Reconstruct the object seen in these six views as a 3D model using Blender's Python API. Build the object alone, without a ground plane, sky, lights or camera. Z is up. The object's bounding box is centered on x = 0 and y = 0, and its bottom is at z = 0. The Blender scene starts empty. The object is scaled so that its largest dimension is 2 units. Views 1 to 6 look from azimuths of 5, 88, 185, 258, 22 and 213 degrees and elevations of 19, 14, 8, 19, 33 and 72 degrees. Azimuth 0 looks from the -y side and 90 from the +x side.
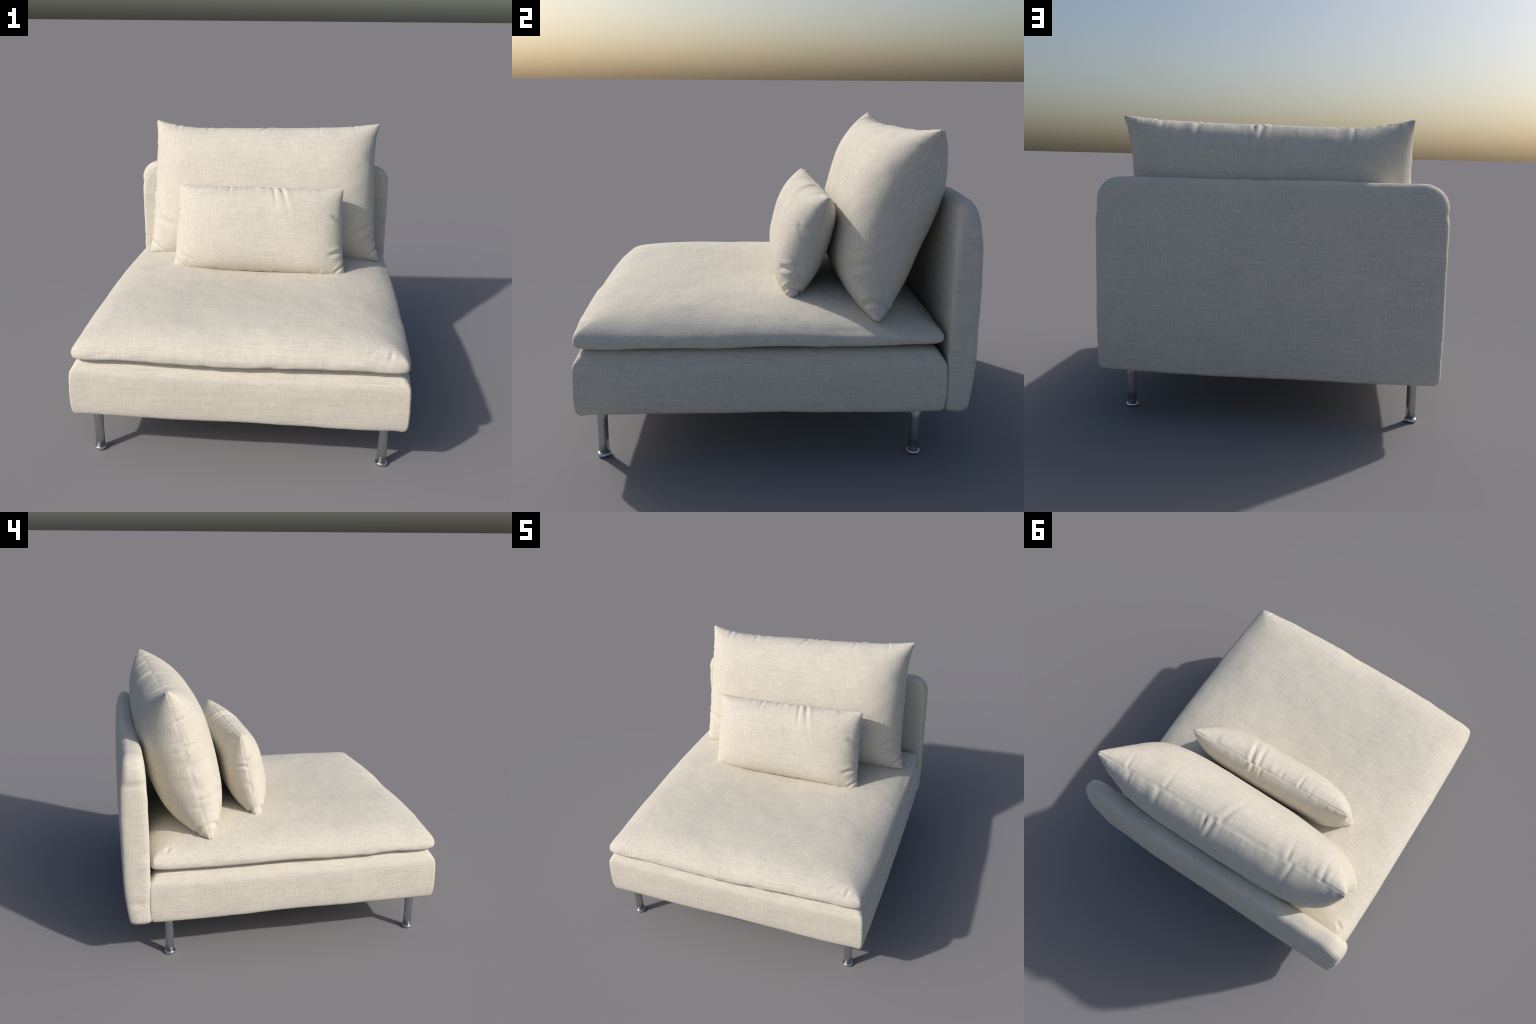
"""Upholstered one-seat sofa section: fabric base box, thin crowned seat cushion,
rounded backrest slab, loose back cushion, small lumbar cushion, four steel legs."""
import bpy, math
import numpy as np
from mathutils import Matrix, Vector

PI = math.pi


# ------------------------------------------------------------------ helpers
def smoothstep(a, b, x):
    t = np.clip((x - a) / (b - a), 0.0, 1.0)
    return t * t * (3 - 2 * t)


def noise1(x, seed):
    """smooth 1-D value noise in -1..1, unit cell size"""
    r = np.random.RandomState(seed).uniform(-1, 1, 4096)
    x = np.asarray(x, float) + 1000.0
    i = np.floor(x).astype(int)
    f = x - i
    f = f * f * (3 - 2 * f)
    return r[i % 4096] * (1 - f) + r[(i + 1) % 4096] * f


def noise3(p, seed):
    """smooth 3-D value noise in -1..1, p is (n,3)"""
    rs = np.random.RandomState(seed)
    tab = rs.uniform(-1, 1, 8192)
    q = np.asarray(p, float) + 500.0
    i = np.floor(q).astype(np.int64)
    f = q - i
    f = f * f * (3 - 2 * f)
    out = np.zeros(len(q))
    for dx in (0, 1):
        for dy in (0, 1):
            for dz in (0, 1):
                h = ((i[:, 0] + dx) * 73856093) ^ ((i[:, 1] + dy) * 19349663) ^ ((i[:, 2] + dz) * 83492791)
                w = (f[:, 0] if dx else 1 - f[:, 0]) * (f[:, 1] if dy else 1 - f[:, 1]) * (f[:, 2] if dz else 1 - f[:, 2])
                out += tab[h % 8192] * w
    return out


def spline(knots, x):
    """monotone-ish smooth interpolation through (position, value) knots"""
    k = np.array(knots, float)
    xs, ys = k[:, 0], k[:, 1]
    m = np.gradient(ys, xs)
    x = np.clip(x, xs[0], xs[-1])
    j = np.clip(np.searchsorted(xs, x, side="right") - 1, 0, len(xs) - 2)
    h = xs[j + 1] - xs[j]
    t = (x - xs[j]) / h
    return ((2 * t**3 - 3 * t**2 + 1) * ys[j] + (t**3 - 2 * t**2 + t) * h * m[j]
            + (-2 * t**3 + 3 * t**2) * ys[j + 1] + (t**3 - t**2) * h * m[j + 1])


def normals_of(v, faces):
    """area-weighted vertex normals for quads"""
    a, b, c, d = (v[faces[:, k]] for k in range(4))
    fn = np.cross(c - a, d - b)
    n = np.zeros_like(v)
    for k in range(4):
        np.add.at(n, faces[:, k], fn)
    return n / np.maximum(np.linalg.norm(n, axis=1, keepdims=True), 1e-12)


def make_object(name, v, faces, mat, parent, matrix=None):
    me = bpy.data.meshes.new(name)
    me.from_pydata(v.tolist(), [], [list(dict.fromkeys(f)) for f in faces.tolist()])
    me.validate()
    me.polygons.foreach_set("use_smooth", [True] * len(me.polygons))
    me.materials.append(mat)
    me.update()
    ob = bpy.data.objects.new(name, me)
    bpy.context.scene.collection.objects.link(ob)
    ob.parent = parent
    if matrix is not None:
        ob.matrix_world = matrix
    return ob


# ---------------------------------------------------------------- materials
def fabric(name, streak, thread, seed, base=(0.672, 0.628, 0.538), dark=(0.47, 0.455, 0.422)):
    """Slubby linen: long soft streaks along the weft, finer warp threads across them."""
    m = bpy.data.materials.new(name)
    m.use_nodes = True
    nt = m.node_tree
    nd, ln = nt.nodes, nt.links
    bsdf = nd["Principled BSDF"]
    tc = nd.new("ShaderNodeTexCoord")

    def noise(scale, detail, rough, off):
        mp = nd.new("ShaderNodeMapping")
        mp.inputs["Scale"].default_value = scale
        mp.inputs["Location"].default_value = (seed * 3.1 + off, seed * 1.7 - off, off * 2.3)
        ln.new(tc.outputs["Object"], mp.inputs["Vector"])
        n = nd.new("ShaderNodeTexNoise")
        n.inputs["Scale"].default_value = 1.0
        n.inputs["Detail"].default_value = detail
        n.inputs["Roughness"].default_value = rough
        ln.new(mp.outputs["Vector"], n.inputs["Vector"])
        return n.outputs["Fac"]

    def math_node(op, a, b, clamp=False):
        n = nd.new("ShaderNodeMath")
        n.operation = op
        n.use_clamp = clamp
        for k, x in enumerate((a, b)):
            if isinstance(x, (int, float)):
                n.inputs[k].default_value = x
            else:
                ln.new(x, n.inputs[k])
        return n.outputs[0]

    long_streak = noise(tuple(4.5 if a else 95.0 for a in streak), 2.0, 0.6, 1.0)
    fine_weft = noise(tuple(18.0 if a else 250.0 for a in streak), 1.0, 0.5, 5.0)
    warp = noise(tuple(14.0 if a else 240.0 for a in thread), 1.0, 0.5, 9.0)
    grain = noise((250.0, 250.0, 250.0), 1.0, 0.6, 13.0)
    cloud = noise((5.0, 5.0, 5.0), 2.0, 0.5, 17.0)

    def centred(x, w):
        return math_node("MULTIPLY", math_node("SUBTRACT", x, 0.5), w)

    total = math_node("ADD", centred(long_streak, 0.50), centred(fine_weft, 0.50))
    total = math_node("ADD", total, centred(warp, 0.58))
    total = math_node("ADD", total, centred(grain, 0.95))
    total = math_node("ADD", total, centred(cloud, 0.22))
    fac = math_node("ADD", total, 0.5, True)
    ramp = nd.new("ShaderNodeValToRGB")
    e = ramp.color_ramp.elements
    e[0].position, e[0].color = 0.05, (*dark, 1)
    e[1].position, e[1].color = 0.62, (*base, 1)
    hi = e.new(0.95)
    hi.color = tuple(min(1, c * 1.09) for c in base) + (1,)
    ln.new(fac, ramp.inputs["Fac"])
    ln.new(ramp.outputs["Color"], bsdf.inputs["Base Color"])
    bsdf.inputs["Roughness"].default_value = 0.92
    bsdf.inputs["Specular IOR Level"].default_value = 0.15
    bump = nd.new("ShaderNodeBump")
    bump.inputs["Strength"].default_value = 0.25
    bump.inputs["Distance"].default_value = 0.002
    ln.new(math_node("ADD", fine_weft, warp), bump.inputs["Height"])
    ln.new(bump.outputs["Normal"], bsdf.inputs["Normal"])
    return m


def metal(name, color, rough):
    m = bpy.data.materials.new(name)
    m.use_nodes = True
    nt = m.node_tree
    b = nt.nodes["Principled BSDF"]
    tc = nt.nodes.new("ShaderNodeTexCoord")
    n = nt.nodes.new("ShaderNodeTexNoise")
    n.inputs["Scale"].default_value = 12.0
    nt.links.new(tc.outputs["Object"], n.inputs["Vector"])
    mr = nt.nodes.new("ShaderNodeMapRange")
    mr.inputs["To Min"].default_value = rough * 0.75
    mr.inputs["To Max"].default_value = rough * 1.25
    nt.links.new(n.outputs["Fac"], mr.inputs["Value"])
    nt.links.new(mr.outputs["Result"], b.inputs["Roughness"])
    b.inputs["Base Color"].default_value = (*color, 1)
    b.inputs["Metallic"].default_value = 1.0
    return m


# ------------------------------------------------------------ pillow builder
def spread(n, w):
    a = np.linspace(-1, 1, n)
    return w * np.sin(a * PI / 2) + (1 - w) * a


def pillow(name, mat, parent, TL, TR, BL, BR, h_front, h_back, nu, nv,
           pow_s=2.4, pow_t=2.4, q=0.55, q_back=None, pow_back=None,
           pull_side=0.02, pull_top=0.04, pull_bottom=0.01, corner=0.0, ear=2.2, low_full=0.0, corner_full=False, pull_skew=0.0,
           pleats=(), dents=(), ruffle=0.004, ruffle_len=0.07, ruffle_freq=22.0,
           seam=0.004, seam_width=0.006, lump=0.004, seed=1, shape=None, post=None):
    """Two fabric sheets sewn along a four-cornered seam.
    Local frame: u along the width, v up the height, n out of the front sheet."""
    TL, TR, BL, BR = (np.array(p, float) for p in (TL, TR, BL, BR))
    c = (TL + TR + BL + BR) / 4
    u = (TR + BR - TL - BL)
    u /= np.linalg.norm(u)
    vdir = (TL + TR - BL - BR)
    vdir -= u * (u @ vdir)
    vdir /= np.linalg.norm(vdir)
    n = np.cross(u, vdir)
    R = np.stack([u, vdir, n], 1)
    loc = [(p - c) @ R for p in (TL, TR, BL, BR)]
    s = spread(nu, 0.85)
    t = spread(nv, 0.85)
    S, T = np.meshgrid(s, t, indexing="ij")
    S2, T2 = S.copy(), T.copy()
    if corner > 0:                       # round the tips of the seam line, smoothly
        hw = np.linalg.norm(TR - TL) / 2
        hh = np.linalg.norm(TL - BL) / 2
        D = 0.293 * corner
        g = np.abs(S) ** (hw / (2 * D)) * np.abs(T) ** (hh / (2 * D))
        S2 -= np.sign(S) * g * D / hw
        T2 -= np.sign(T) * g * D / hh
    a, b = (S2 + 1) / 2, (T2 + 1) / 2
    P = (loc[0][None, None] * ((1 - a) * b)[..., None] + loc[1][None, None] * (a * b)[..., None]
         + loc[2][None, None] * ((1 - a) * (1 - b))[..., None] + loc[3][None, None] * (a * (1 - b))[..., None])
    P[..., 0] -= S2 * pull_side * (1 + pull_skew * S2) * (1 - np.abs(T2) ** ear)
    P[..., 1] -= np.where(T2 > 0, pull_top * (1 - pull_skew * S2), pull_bottom) * T2 * np.abs(T2) * (1 - np.abs(S2) ** ear)
    es, et = 1 - np.abs(S) ** pow_s, 1 - np.abs(T) ** (pow_t + low_full * smoothstep(0.2, -0.4, T))
    env = np.maximum(es * et, 0) ** q
    if corner_full:                      # plump rounded corners: there the thinner direction rules
        es_, et_ = np.maximum(es, 1e-9), np.maximum(et, 1e-9)
        smin = 0.93 * (es_ ** -4.0 + et_ ** -4.0) ** (-q / 4.0)
        w = smoothstep(0.55, 0.95, np.abs(S)) * smoothstep(0.55, 0.95, np.abs(T))
        env = env * (1 - w) + np.where(np.minimum(es, et) <= 1e-9, 0, smin) * w
    pb = pow_back or (pow_s, pow_t)
    env_b = np.maximum((1 - np.abs(S) ** pb[0]) * (1 - np.abs(T) ** (pb[1] + 0.0 * low_full * smoothstep(0.2, -0.4, T))), 0) ** (q_back or q)
    front, back = P.copy(), P.copy()
    front[..., 2] += h_front * env
    back[..., 2] -= h_back * env_b
    if shape:
        front, back = shape(front, back, S, T)

    # surface distance from each sheet's point to each of the four seams
    def arcs(G):
        du = np.linalg.norm(np.diff(G, axis=0), axis=2)
        dv = np.linalg.norm(np.diff(G, axis=1), axis=2)
        cu = np.concatenate([np.zeros((1, nv)), np.cumsum(du, 0)], 0)
        cv = np.concatenate([np.zeros((nu, 1)), np.cumsum(dv, 1)], 1)
        return {"left": cu, "right": cu[-1:] - cu, "bottom": cv, "top": cv[:, -1:] - cv}

    disp = []
    for side, G in (("front", front), ("back", back)):
        A = arcs(G)
        d = np.zeros((nu, nv))
        along = {"top": G[..., 0], "bottom": G[..., 0], "left": G[..., 1], "right": G[..., 1]}
        for j, e in enumerate(("top", "bottom", "left", "right")):
            sd = seed * 100 + j * 10 + (side == "back")
            x = along[e]
            gain = 0.45 + 0.55 * noise1(x * 5.0, sd + 5)
            wav = noise1(x * ruffle_freq, sd) + 0.5 * noise1(x * ruffle_freq * 2.1, sd + 3)
            ln_ = ruffle_len * (0.8 + 0.5 * noise1(x * ruffle_freq, sd + 7))
            dist = A[e]
            d += ruffle * gain * wav * np.exp(-(dist / ln_) ** 2) * smoothstep(-0.002, 0.02, dist)
            d -= seam * np.exp(-(dist / seam_width) ** 2)
            d += 0.15 * seam * np.exp(-((dist - 2.2 * seam_width) / seam_width) ** 2)
            for (edge, which, pos, width, depth, length, lean) in pleats:
                if edge == e and which in (side, "both"):
                    xx = (x - pos - lean * dist) / width
                    d += 0.72 * depth * (0.7 * np.exp(-((xx - 1.3) / 0.9) ** 2) + 0.25 * np.exp(-((xx + 1.2) / 0.8) ** 2) - np.exp(-(xx / 0.6) ** 2)) * np.exp(-(dist / length) ** 2)
        for (which, u0, v0, u1, v1, width, depth) in dents:
            if which in (side, "both"):
                px, py = G[..., 0] - u0, G[..., 1] - v0
                ex, ey = u1 - u0, v1 - v0
                tt = (px * ex + py * ey) / (ex * ex + ey * ey)
                tc_ = np.clip(tt, 0, 1)
                dd = np.hypot(px - tc_ * ex, py - tc_ * ey)
                taper = np.sqrt(np.clip(1 - (2 * tc_ - 1) ** 2, 0.05, 1))
                d -= depth * taper * (np.exp(-(dd / width) ** 2) - 0.4 * np.exp(-((dd - 2 * width) / width) ** 2))
        flat = G.reshape(-1, 3) + c
        d += lump * noise3(flat * 4.5, seed + 31).reshape(nu, nv) * np.minimum(1, env * 2)
        d += 0.35 * lump * noise3(flat * 13.0, seed + 32).reshape(nu, nv) * np.minimum(1, env * 2)
        disp.append(d)

    # stitch: front grid + back interior, sharing the seam vertices
    idx_f = np.arange(nu * nv).reshape(nu, nv)
    idx_b = idx_f.copy()
    inner = np.zeros((nu, nv), bool)
    inner[1:-1, 1:-1] = True
    idx_b[inner] = nu * nv + np.arange(inner.sum())
    V = np.concatenate([front.reshape(-1, 3), back[inner]], 0)
    D = np.concatenate([disp[0].reshape(-1), disp[1][inner]])
    edge = ~inner
    D[idx_f[edge]] = 0.5 * (disp[0][edge] + disp[1][edge])

    def quads(I, flip):
        q_ = np.stack([I[:-1, :-1], I[1:, :-1], I[1:, 1:], I[:-1, 1:]], -1).reshape(-1, 4)
        return q_[:, ::-1] if flip else q_
    F = np.concatenate([quads(idx_f, False), quads(idx_b, True)], 0)
    V = V + normals_of(V, F) * D[:, None]
    M = Matrix.Identity(4)
    for r in range(3):
        for k2 in range(3):
            M[r][k2] = R[r, k2]
        M[r][3] = c[r]
    if post:
        V = (post(V @ R.T + c) - c) @ R
    return make_object(name, V, F, mat, parent, M)


# --------------------------------------------------------- lofted box builder
def rounded_outline(x0, x1, y0, y1, radii, n_side=70, n_corner=14):
    """closed outline (points, outward normals); radii for (x0y0, x1y0, x1y1, x0y1)"""
    pts, nor = [], []
    r = radii
    corners = [((x0 + r[0], y0 + r[0]), PI, r[0]), ((x1 - r[1], y0 + r[1]), 1.5 * PI, r[1]),
               ((x1 - r[2], y1 - r[2]), 0.0, r[2]), ((x0 + r[3], y1 - r[3]), 0.5 * PI, r[3])]
    for k, ((cx, cy), a0, rad) in enumerate(corners):
        for i in range(n_corner + 1):
            a = a0 + 0.5 * PI * i / n_corner
            pts.append((cx + rad * math.cos(a), cy + rad * math.sin(a)))
            nor.append((math.cos(a), math.sin(a)))
        (nx, ny), na, nr = corners[(k + 1) % 4]
        p1 = np.array(pts[-1])
        p2 = np.array((nx + nr * math.cos(na), ny + nr * math.sin(na)))
        for i in range(1, n_side):
            pts.append(tuple(p1 + (p2 - p1) * i / n_side))
            nor.append(nor[-1] if i > 1 else (math.cos(a0 + 0.5 * PI), math.sin(a0 + 0.5 * PI)))
    return np.array(pts), np.array(nor)


def loft_box(name, mat, parent, outline, profile, to_world, caps=26, deform=None):
    """Sweep an outline through (inset, depth) profile rings and close both ends with
    concentric rings; inset may be an array (one value per outline point)."""
    pts, nor = outline(0.0) if callable(outline) else outline
    m = len(pts)
    mid = (pts.min(0) + pts.max(0)) / 2
    rings = []

    def ring(inset, depth):
        if callable(outline):
            return np.concatenate([outline(inset)[0], np.full((m, 1), depth)], 1)
        p = pts - nor * np.broadcast_to(inset, (m,))[:, None]
        return np.concatenate([p, np.full((m, 1), depth)], 1)
    body = [ring(i, d) for i, d in profile]

    def cap(base):
        out = []
        for k in range(1, caps):
            f = k / caps
            q_ = base.copy()
            q_[:, :2] = mid + (q_[:, :2] - mid) * (1 - f)
            out.append(q_)
        return out
    rings = cap(body[0])[::-1] + body + cap(body[-1])
    V = np.concatenate(rings, 0)
    nr = len(rings)
    I = np.arange(nr * m).reshape(nr, m)
    J = np.roll(I, -1, 1)
    F = np.stack([I[:-1], J[:-1], J[1:], I[1:]], -1).reshape(-1, 4)
    c0, c1 = len(V), len(V) + 1
    V = np.concatenate([V, [[*mid, profile[0][1]], [*mid, profile[-1][1]]]], 0)
    F = np.concatenate([F, np.stack([np.full(m, c0), J[0], I[0], I[0]], -1),
                        np.stack([np.full(m, c1), I[-1], J[-1], J[-1]], -1)], 0)
    V = to_world(V)
    a = V[F[:, 0]]
    vol = np.einsum("ij,ij->i", a, np.cross(V[F[:, 1]], V[F[:, 2]])).sum()
    if vol < 0:
        F = F[:, ::-1]
    if deform:
        V = deform(V, normals_of(V, F))
    return make_object(name, V, F, mat, parent)


# ============================================================ build the sofa
sofa = bpy.data.objects.new("sofa", None)
bpy.context.scene.collection.objects.link(sofa)
sofa["label"] = "cream linen one-seat sofa section with loose cushions, steel legs"
sofa["category"] = "sofa"

X_AXIS, Y_AXIS, Z_AXIS = (1, 0, 0), (0, 1, 0), (0, 0, 1)
linen_box = fabric("linen_upholstery", (1, 1, 0), Z_AXIS, 1)
linen_seat = fabric("linen_seat_cover", X_AXIS, (0, 1, 1), 2)
linen_pillow = fabric("linen_pillow_cover", X_AXIS, (0, 1, 1), 3)
steel = metal("brushed_steel", (0.50, 0.52, 0.535), 0.36)
chrome = metal("polished_chrome", (0.66, 0.675, 0.69), 0.14)

# ---- base box -------------------------------------------------------------
BASE_X, BASE_Y0, BASE_Y1 = 0.915, -0.972, 0.848
base_profile = [(0.075, 0.279), (0.05, 0.278), (0.03, 0.2785), (0.018, 0.281), (0.010, 0.287), (0.005, 0.296),
                (0.002, 0.312), (0.0, 0.34), (-0.001, 0.37), (-0.001, 0.40), (0.0, 0.43), (0.0005, 0.46), (0.001, 0.49),
                (0.003, 0.515), (0.005, 0.53), (0.010, 0.543), (0.017, 0.555), (0.027, 0.570), (0.037, 0.583),
                (0.048, 0.593), (0.062, 0.599), (0.08, 0.602)]


def shape_base(V, N):
    x, y, z = V[:, 0], V[:, 1], V[:, 2]
    out = V.copy()
    fr = smoothstep(-0.2, -0.95, y)
    out[:, 1] -= fr * 0.011 * (1 - np.clip(np.abs(x) / 0.9, 0, 1) ** 3)
    out[:, 0] += np.sign(x) * smoothstep(0.5, 0.9, np.abs(x)) * 0.012 * (1 - np.clip(np.abs(y + 0.05) / 0.9, 0, 1) ** 3)
    low = smoothstep(0.45, 0.28, z)
    rim = np.maximum(np.abs(x) / 0.9, np.abs(y + 0.05) / 0.9)
    sag = 0.006 * noise1(x * 3.1 + 2, 51) * fr + 0.004 * noise1(y * 3.3, 52) * (1 - fr)
    out[:, 2] += low * sag * smoothstep(0.8, 1.0, rim)
    out[:, 2] += low * (0.005 * smoothstep(0.8, 0.9, np.abs(x)) * (1 - fr) - 0.006 * fr)
    # small tucked ears at the lower corners
    ear = np.exp(-(((np.abs(x) - 0.885) / 0.02) ** 2 + ((y + 0.94) / 0.03) ** 2)) * smoothstep(0.315, 0.282, z)
    out[:, 2] -= 0.008 * ear
    d = 0.002 * noise3(V * 5.0, 53) + 0.0012 * noise3(V * 17.0, 54)
    top_roll = smoothstep(0.50, 0.56, z)
    d += top_roll * 0.0025 * noise3(V * np.array([14, 14, 8]), 55)
    return out + N * d[:, None]


loft_box("base", linen_box, sofa,
         lambda i: rounded_outline(-BASE_X + i, BASE_X - i, BASE_Y0 + i, BASE_Y1 - i, (0.013 + 0.35 * max(i, 0),) * 4, 110, 10),
         base_profile, lambda V: V, caps=14, deform=shape_base)

# ---- backrest slab --------------------------------------------------------
BX, BZ0, BZ1 = 0.922, 0.272, 1.328
back_outline = rounded_outline(-BX + 0.001, BX - 0.003, BZ0, BZ1, (0.046, 0.046, 0.125, 0.125), 110, 16)
op = back_outline[0]
e_round = 0.030 + 0.005 * smoothstep(0.28, 0.40, op[:, 1]) + 0.065 * smoothstep(1.10, 1.27, op[:, 1])
HALF = 0.078
YC = 0.922
th = np.linspace(-PI / 2, PI / 2, 33)
p_pow = 0.62
back_profile = [(e_round * (1 - np.cos(a) ** p_pow if abs(math.cos(a)) > 1e-6 else 1.0),
                 HALF * math.copysign(abs(math.sin(a)) ** p_pow, a)) for a in th]


def shape_backrest(V, N):
    x, y, z = V[:, 0], V[:, 1], V[:, 2]
    rear = smoothstep(-0.02, 0.06, y - YC)
    out = V.copy()
    lean = spline([(0.25, -0.032), (0.35, -0.018), (0.5, -0.005), (0.7, -0.003), (0.95, -0.005), (1.15, -0.017), (1.33, -0.032)], z)
    ends = np.where(x > 0, -0.014 + 0 * z, -0.006 * smoothstep(1.25, 0.8, z)) * smoothstep(0.45, 0.92, np.abs(x))
    out[:, 1] += rear * (lean + ends)
    fr = 1 - rear
    out[:, 1] -= fr * (0.012 * np.sin(np.clip((z - 0.6) / 0.7, 0, 1) * PI) * (1 - 0.7 * np.abs(x)) - 0.004 + 0.012 * smoothstep(0.0, 0.6, -x))
    # little tucks where the cover turns the shoulder
    for sx, z0, dep, w in ((-0.9, 1.17, 0.005, 0.022), (0.9, 1.16, 0.002, 0.03), (-0.9, 0.43, 0.003, 0.025)):
        out[:, 0] -= np.sign(sx) * dep * np.exp(-((z - z0) / w) ** 2) * smoothstep(0.86, 0.915, x * np.sign(sx))
    d = 0.0035 * noise3(V * 3.7, 61) + 0.0012 * noise3(V * 15.0, 62)
    rim = smoothstep(0.80, 0.92, np.abs(x)) + smoothstep(1.25, 1.32, z)
    d += 0.0015 * np.minimum(rim, 1) * noise3(V * 16.0, 63)
    return out + N * d[:, None]


loft_box("backrest", linen_box, sofa, back_outline, back_profile,
         lambda V: np.stack([V[:, 0], V[:, 2] + YC, V[:, 1]], 1), caps=34, deform=shape_backrest)


# ---- seat cushion ---------------------------------------------------------
def seat_sag(W):
    """the side seams dip a little in waves and the crown is hollowed under the loose cushions"""
    x, y = W[:, 0], W[:, 1]
    W = W.copy()
    rim = smoothstep(0.72, 0.93, np.maximum(np.abs(x), np.abs(y + 0.08) * 1.03))
    hollow = 0.029 * np.exp(-(((x - 0.08) / 0.52) ** 2 + ((y - 0.06) / 0.45) ** 2))
    hollow += np.where(x > 0, 0.014, 0.006) * smoothstep(0.5, 0.8, np.abs(x)) * smoothstep(0.0, 0.5, y)
    hollow += 0.005 * x * smoothstep(0.95, 0.6, np.abs(y))              # worn lower on one side
    W[:, 2] -= hollow * smoothstep(0.66, 0.72, W[:, 2])
    W[:, 2] += rim * 0.009 * (noise1(x * 3.3 + 4, 71) * smoothstep(-0.6, -0.9, y) + noise1(y * 3.0, 72) * smoothstep(0.6, 0.85, np.abs(x)))
    return W


pillow("seat_cushion", linen_seat, sofa,
       (-0.902, 0.835, 0.641), (0.901, 0.835, 0.652), (-0.902, -0.972, 0.643), (0.907, -0.971, 0.650),
       0.150, 0.044, 240, 240, pow_s=4.2, pow_t=6.0, q=0.50, pow_back=(16, 16), q_back=0.42,
       pull_side=-0.016, pull_top=0.0, pull_bottom=-0.027, corner=0.060, corner_full=True,
       ruffle=0.005, ruffle_len=0.05, ruffle_freq=11, seam=0.0, seam_width=0.008, lump=0.005, seed=4,
       dents=[("front", 0.68, -0.875, 0.74, -0.845, 0.011, 0.005), ("front", 0.79, -0.885, 0.81, -0.845, 0.010, 0.005),
              ("front", -0.84, 0.80, -0.80, 0.78, 0.012, 0.006)],
       post=seat_sag)

def lean_twist(front, back, S, T):
    """filling has slid: the body stands forward on one end and back on the other"""
    k = 0.022 * S * (1 - np.abs(S) ** 6) * (1 - T ** 4)
    for G in (front, back):
        G[..., 2] += k
    front[..., 2] -= 0.010 * smoothstep(0.2, -0.6, S) * (1 - np.abs(S) ** 8) * smoothstep(0.6, 0.0, T) * (1 - T ** 4)
    back[..., 2] += 0.036 * smoothstep(-0.3, 0.8, S) * (1 - np.abs(S) ** 8) * smoothstep(0.4, -0.4, T) * (1 - T ** 4)
    return front, back


# ---- back cushion ---------------------------------------------------------
pillow("back_cushion", linen_pillow, sofa,
       (-0.757, 0.692, 1.668), (0.825, 0.772, 1.657), (-0.790, 0.456, 0.742), (0.852, 0.501, 0.726),
       0.236, 0.234, 360, 240, pow_s=5.0, pow_t=2.45, q=0.50, ear=5.0, low_full=0.6, corner=0.026, pow_back=(5.0, 2.62),
       pull_skew=0.35, pull_side=0.034, pull_top=0.052, pull_bottom=-0.005,
       pleats=[("top", "back", 0.03, 0.022, 0.012, 0.12, 0.10), ("top", "back", 0.08, 0.016, 0.008, 0.08, -0.1),
               ("top", "front", 0.00, 0.026, 0.010, 0.12, -0.35), ("top", "back", 0.38, 0.024, 0.007, 0.12, 0.0),
               ("top", "front", 0.36, 0.018, 0.005, 0.09, 0.0), ("top", "front", 0.60, 0.016, 0.005, 0.08, 0.1),
               ("top", "front", -0.63, 0.022, 0.008, 0.09, 0.1), ("top", "front", -0.42, 0.020, 0.006, 0.09, 0.1),
               ("top", "back", -0.46, 0.020, 0.007, 0.10, 0.1), ("top", "back", 0.57, 0.026, 0.004, 0.09, 0.0),
               ("left", "front", 0.28, 0.016, 0.006, 0.08, 0.1), ("left", "front", 0.12, 0.018, 0.005, 0.09, 0.0),
               ("left", "back", 0.10, 0.016, 0.005, 0.08, 0.0), ("left", "front", -0.22, 0.018, 0.005, 0.09, 0.0)],
       dents=[("front", 0.62, -0.30, 0.76, -0.22, 0.018, 0.007), ("front", 0.74, -0.44, 0.80, -0.37, 0.011, 0.010),
              ("back", 0.74, -0.44, 0.80, -0.37, 0.011, 0.008), ("back", -0.73, -0.45, -0.80, -0.38, 0.011, 0.010),
              ("front", -0.73, -0.45, -0.80, -0.38, 0.011, 0.010), ("front", -0.60, -0.28, -0.75, -0.22, 0.022, 0.006),
              ("front", 0.70, -0.33, 0.79, -0.33, 0.016, 0.006)],
       shape=lean_twist, ruffle=0.006, ruffle_len=0.075, ruffle_freq=24, seam=0.0032, seam_width=0.0045, lump=0.005, seed=7)

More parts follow.
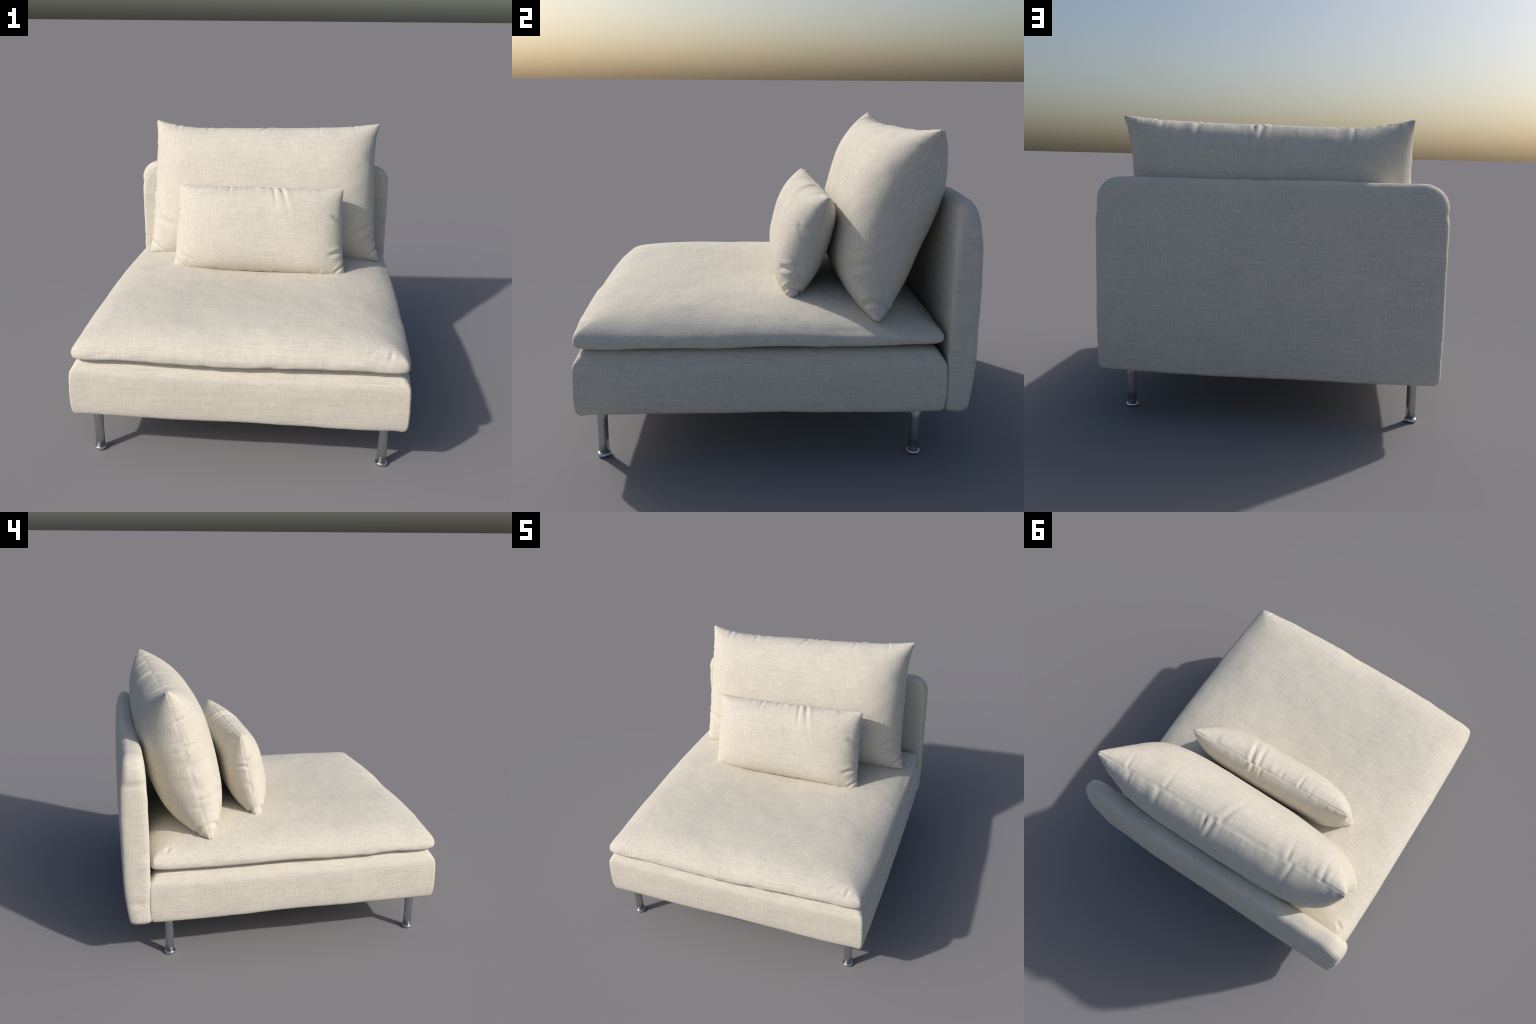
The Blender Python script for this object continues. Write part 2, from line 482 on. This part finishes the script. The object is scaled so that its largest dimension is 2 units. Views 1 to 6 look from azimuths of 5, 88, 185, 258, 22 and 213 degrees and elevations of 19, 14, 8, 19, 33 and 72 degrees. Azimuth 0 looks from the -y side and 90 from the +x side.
# ---- lumbar cushion -------------------------------------------------------
pillow("lumbar_cushion", linen_pillow, sofa,
       (-0.520, 0.227, 1.311), (0.570, 0.284, 1.295), (-0.552, 0.116, 0.758), (0.594, 0.094, 0.757),
       0.149, 0.145, 300, 200, pow_s=3.8, pow_t=2.4, q=0.50, ear=4.0, low_full=0.4, corner=0.020,
       pull_side=0.016, pull_top=0.012, pull_bottom=0.0,
       pleats=[("top", "front", 0.08, 0.018, 0.009, 0.14, 0.15), ("top", "front", 0.13, 0.020, 0.010, 0.15, 0.25),
               ("top", "front", -0.20, 0.015, 0.007, 0.08, 0.0), ("top", "back", 0.11, 0.018, 0.009, 0.09, -0.1),
               ("top", "back", 0.05, 0.014, 0.005, 0.07, -0.1), ("top", "front", -0.28, 0.016, 0.004, 0.07, 0.0),
               ("top", "front", -0.08, 0.014, 0.004, 0.06, 0.0), ("left", "back", 0.08, 0.018, 0.012, 0.08, 0.0),
               ("left", "front", 0.10, 0.018, 0.010, 0.06, 0.2)],
       dents=[("front", 0.46, -0.15, 0.54, -0.13, 0.013, 0.009), ("front", 0.50, -0.265, 0.56, -0.21, 0.009, 0.009),
              ("front", -0.50, -0.265, -0.55, -0.21, 0.009, 0.009), ("back", -0.50, -0.265, -0.55, -0.21, 0.009, 0.010),
              ("back", 0.50, -0.265, 0.56, -0.21, 0.009, 0.009),
              ("front", -0.44, -0.22, -0.51, -0.17, 0.012, 0.005), ("front", 0.47, 0.10, 0.54, 0.06, 0.014, 0.006)],
       ruffle=0.0055, ruffle_len=0.06, ruffle_freq=26, seam=0.0032, seam_width=0.0045, lump=0.004, seed=11)


# ---- legs -----------------------------------------------------------------
def lathe(name, profile, mat, parent, seg=40):
    ang = np.linspace(0, 2 * PI, seg, endpoint=False)
    V, F = [], []
    for r, z in profile:
        V += [(r * math.cos(a), r * math.sin(a), z) for a in ang]
    for k in range(len(profile) - 1):
        for i in range(seg):
            j = (i + 1) % seg
            F.append((k * seg + i, k * seg + j, (k + 1) * seg + j, (k + 1) * seg + i))
    me = bpy.data.meshes.new(name)
    me.from_pydata(V, [], F + [tuple(range(seg))[::-1], tuple((len(profile) - 1) * seg + i for i in range(seg))])
    for p in me.polygons:
        p.use_smooth = len(p.vertices) == 4
    me.materials.append(mat)
    ob = bpy.data.objects.new(name, me)
    bpy.context.scene.collection.objects.link(ob)
    ob.parent = parent
    return ob


R_LEG = 0.0262
leg = lathe("leg", [(R_LEG, 0.012), (R_LEG, 0.10), (R_LEG, 0.20), (R_LEG, 0.300)], steel, sofa)
cap_profile = [(0.026, 0.0), (0.0305, 0.001), (0.0335, 0.004), (0.0348, 0.008), (0.0348, 0.012), (0.0335, 0.0165),
               (0.0305, 0.0200), (0.0280, 0.0212), (0.0255, 0.0216)]
foot = lathe("foot_cap", cap_profile, chrome, leg)
spots = [(-0.797, -0.860), (0.797, -0.860), (0.797, 0.730), (-0.797, 0.730)]
leg.location = (*spots[0], 0.0)
for sx, sy in spots[1:]:
    l2 = leg.copy()
    f2 = foot.copy()
    for o in (l2, f2):
        bpy.context.scene.collection.objects.link(o)
    l2.parent = sofa
    l2.location = (sx, sy, 0.0)
    f2.parent = l2
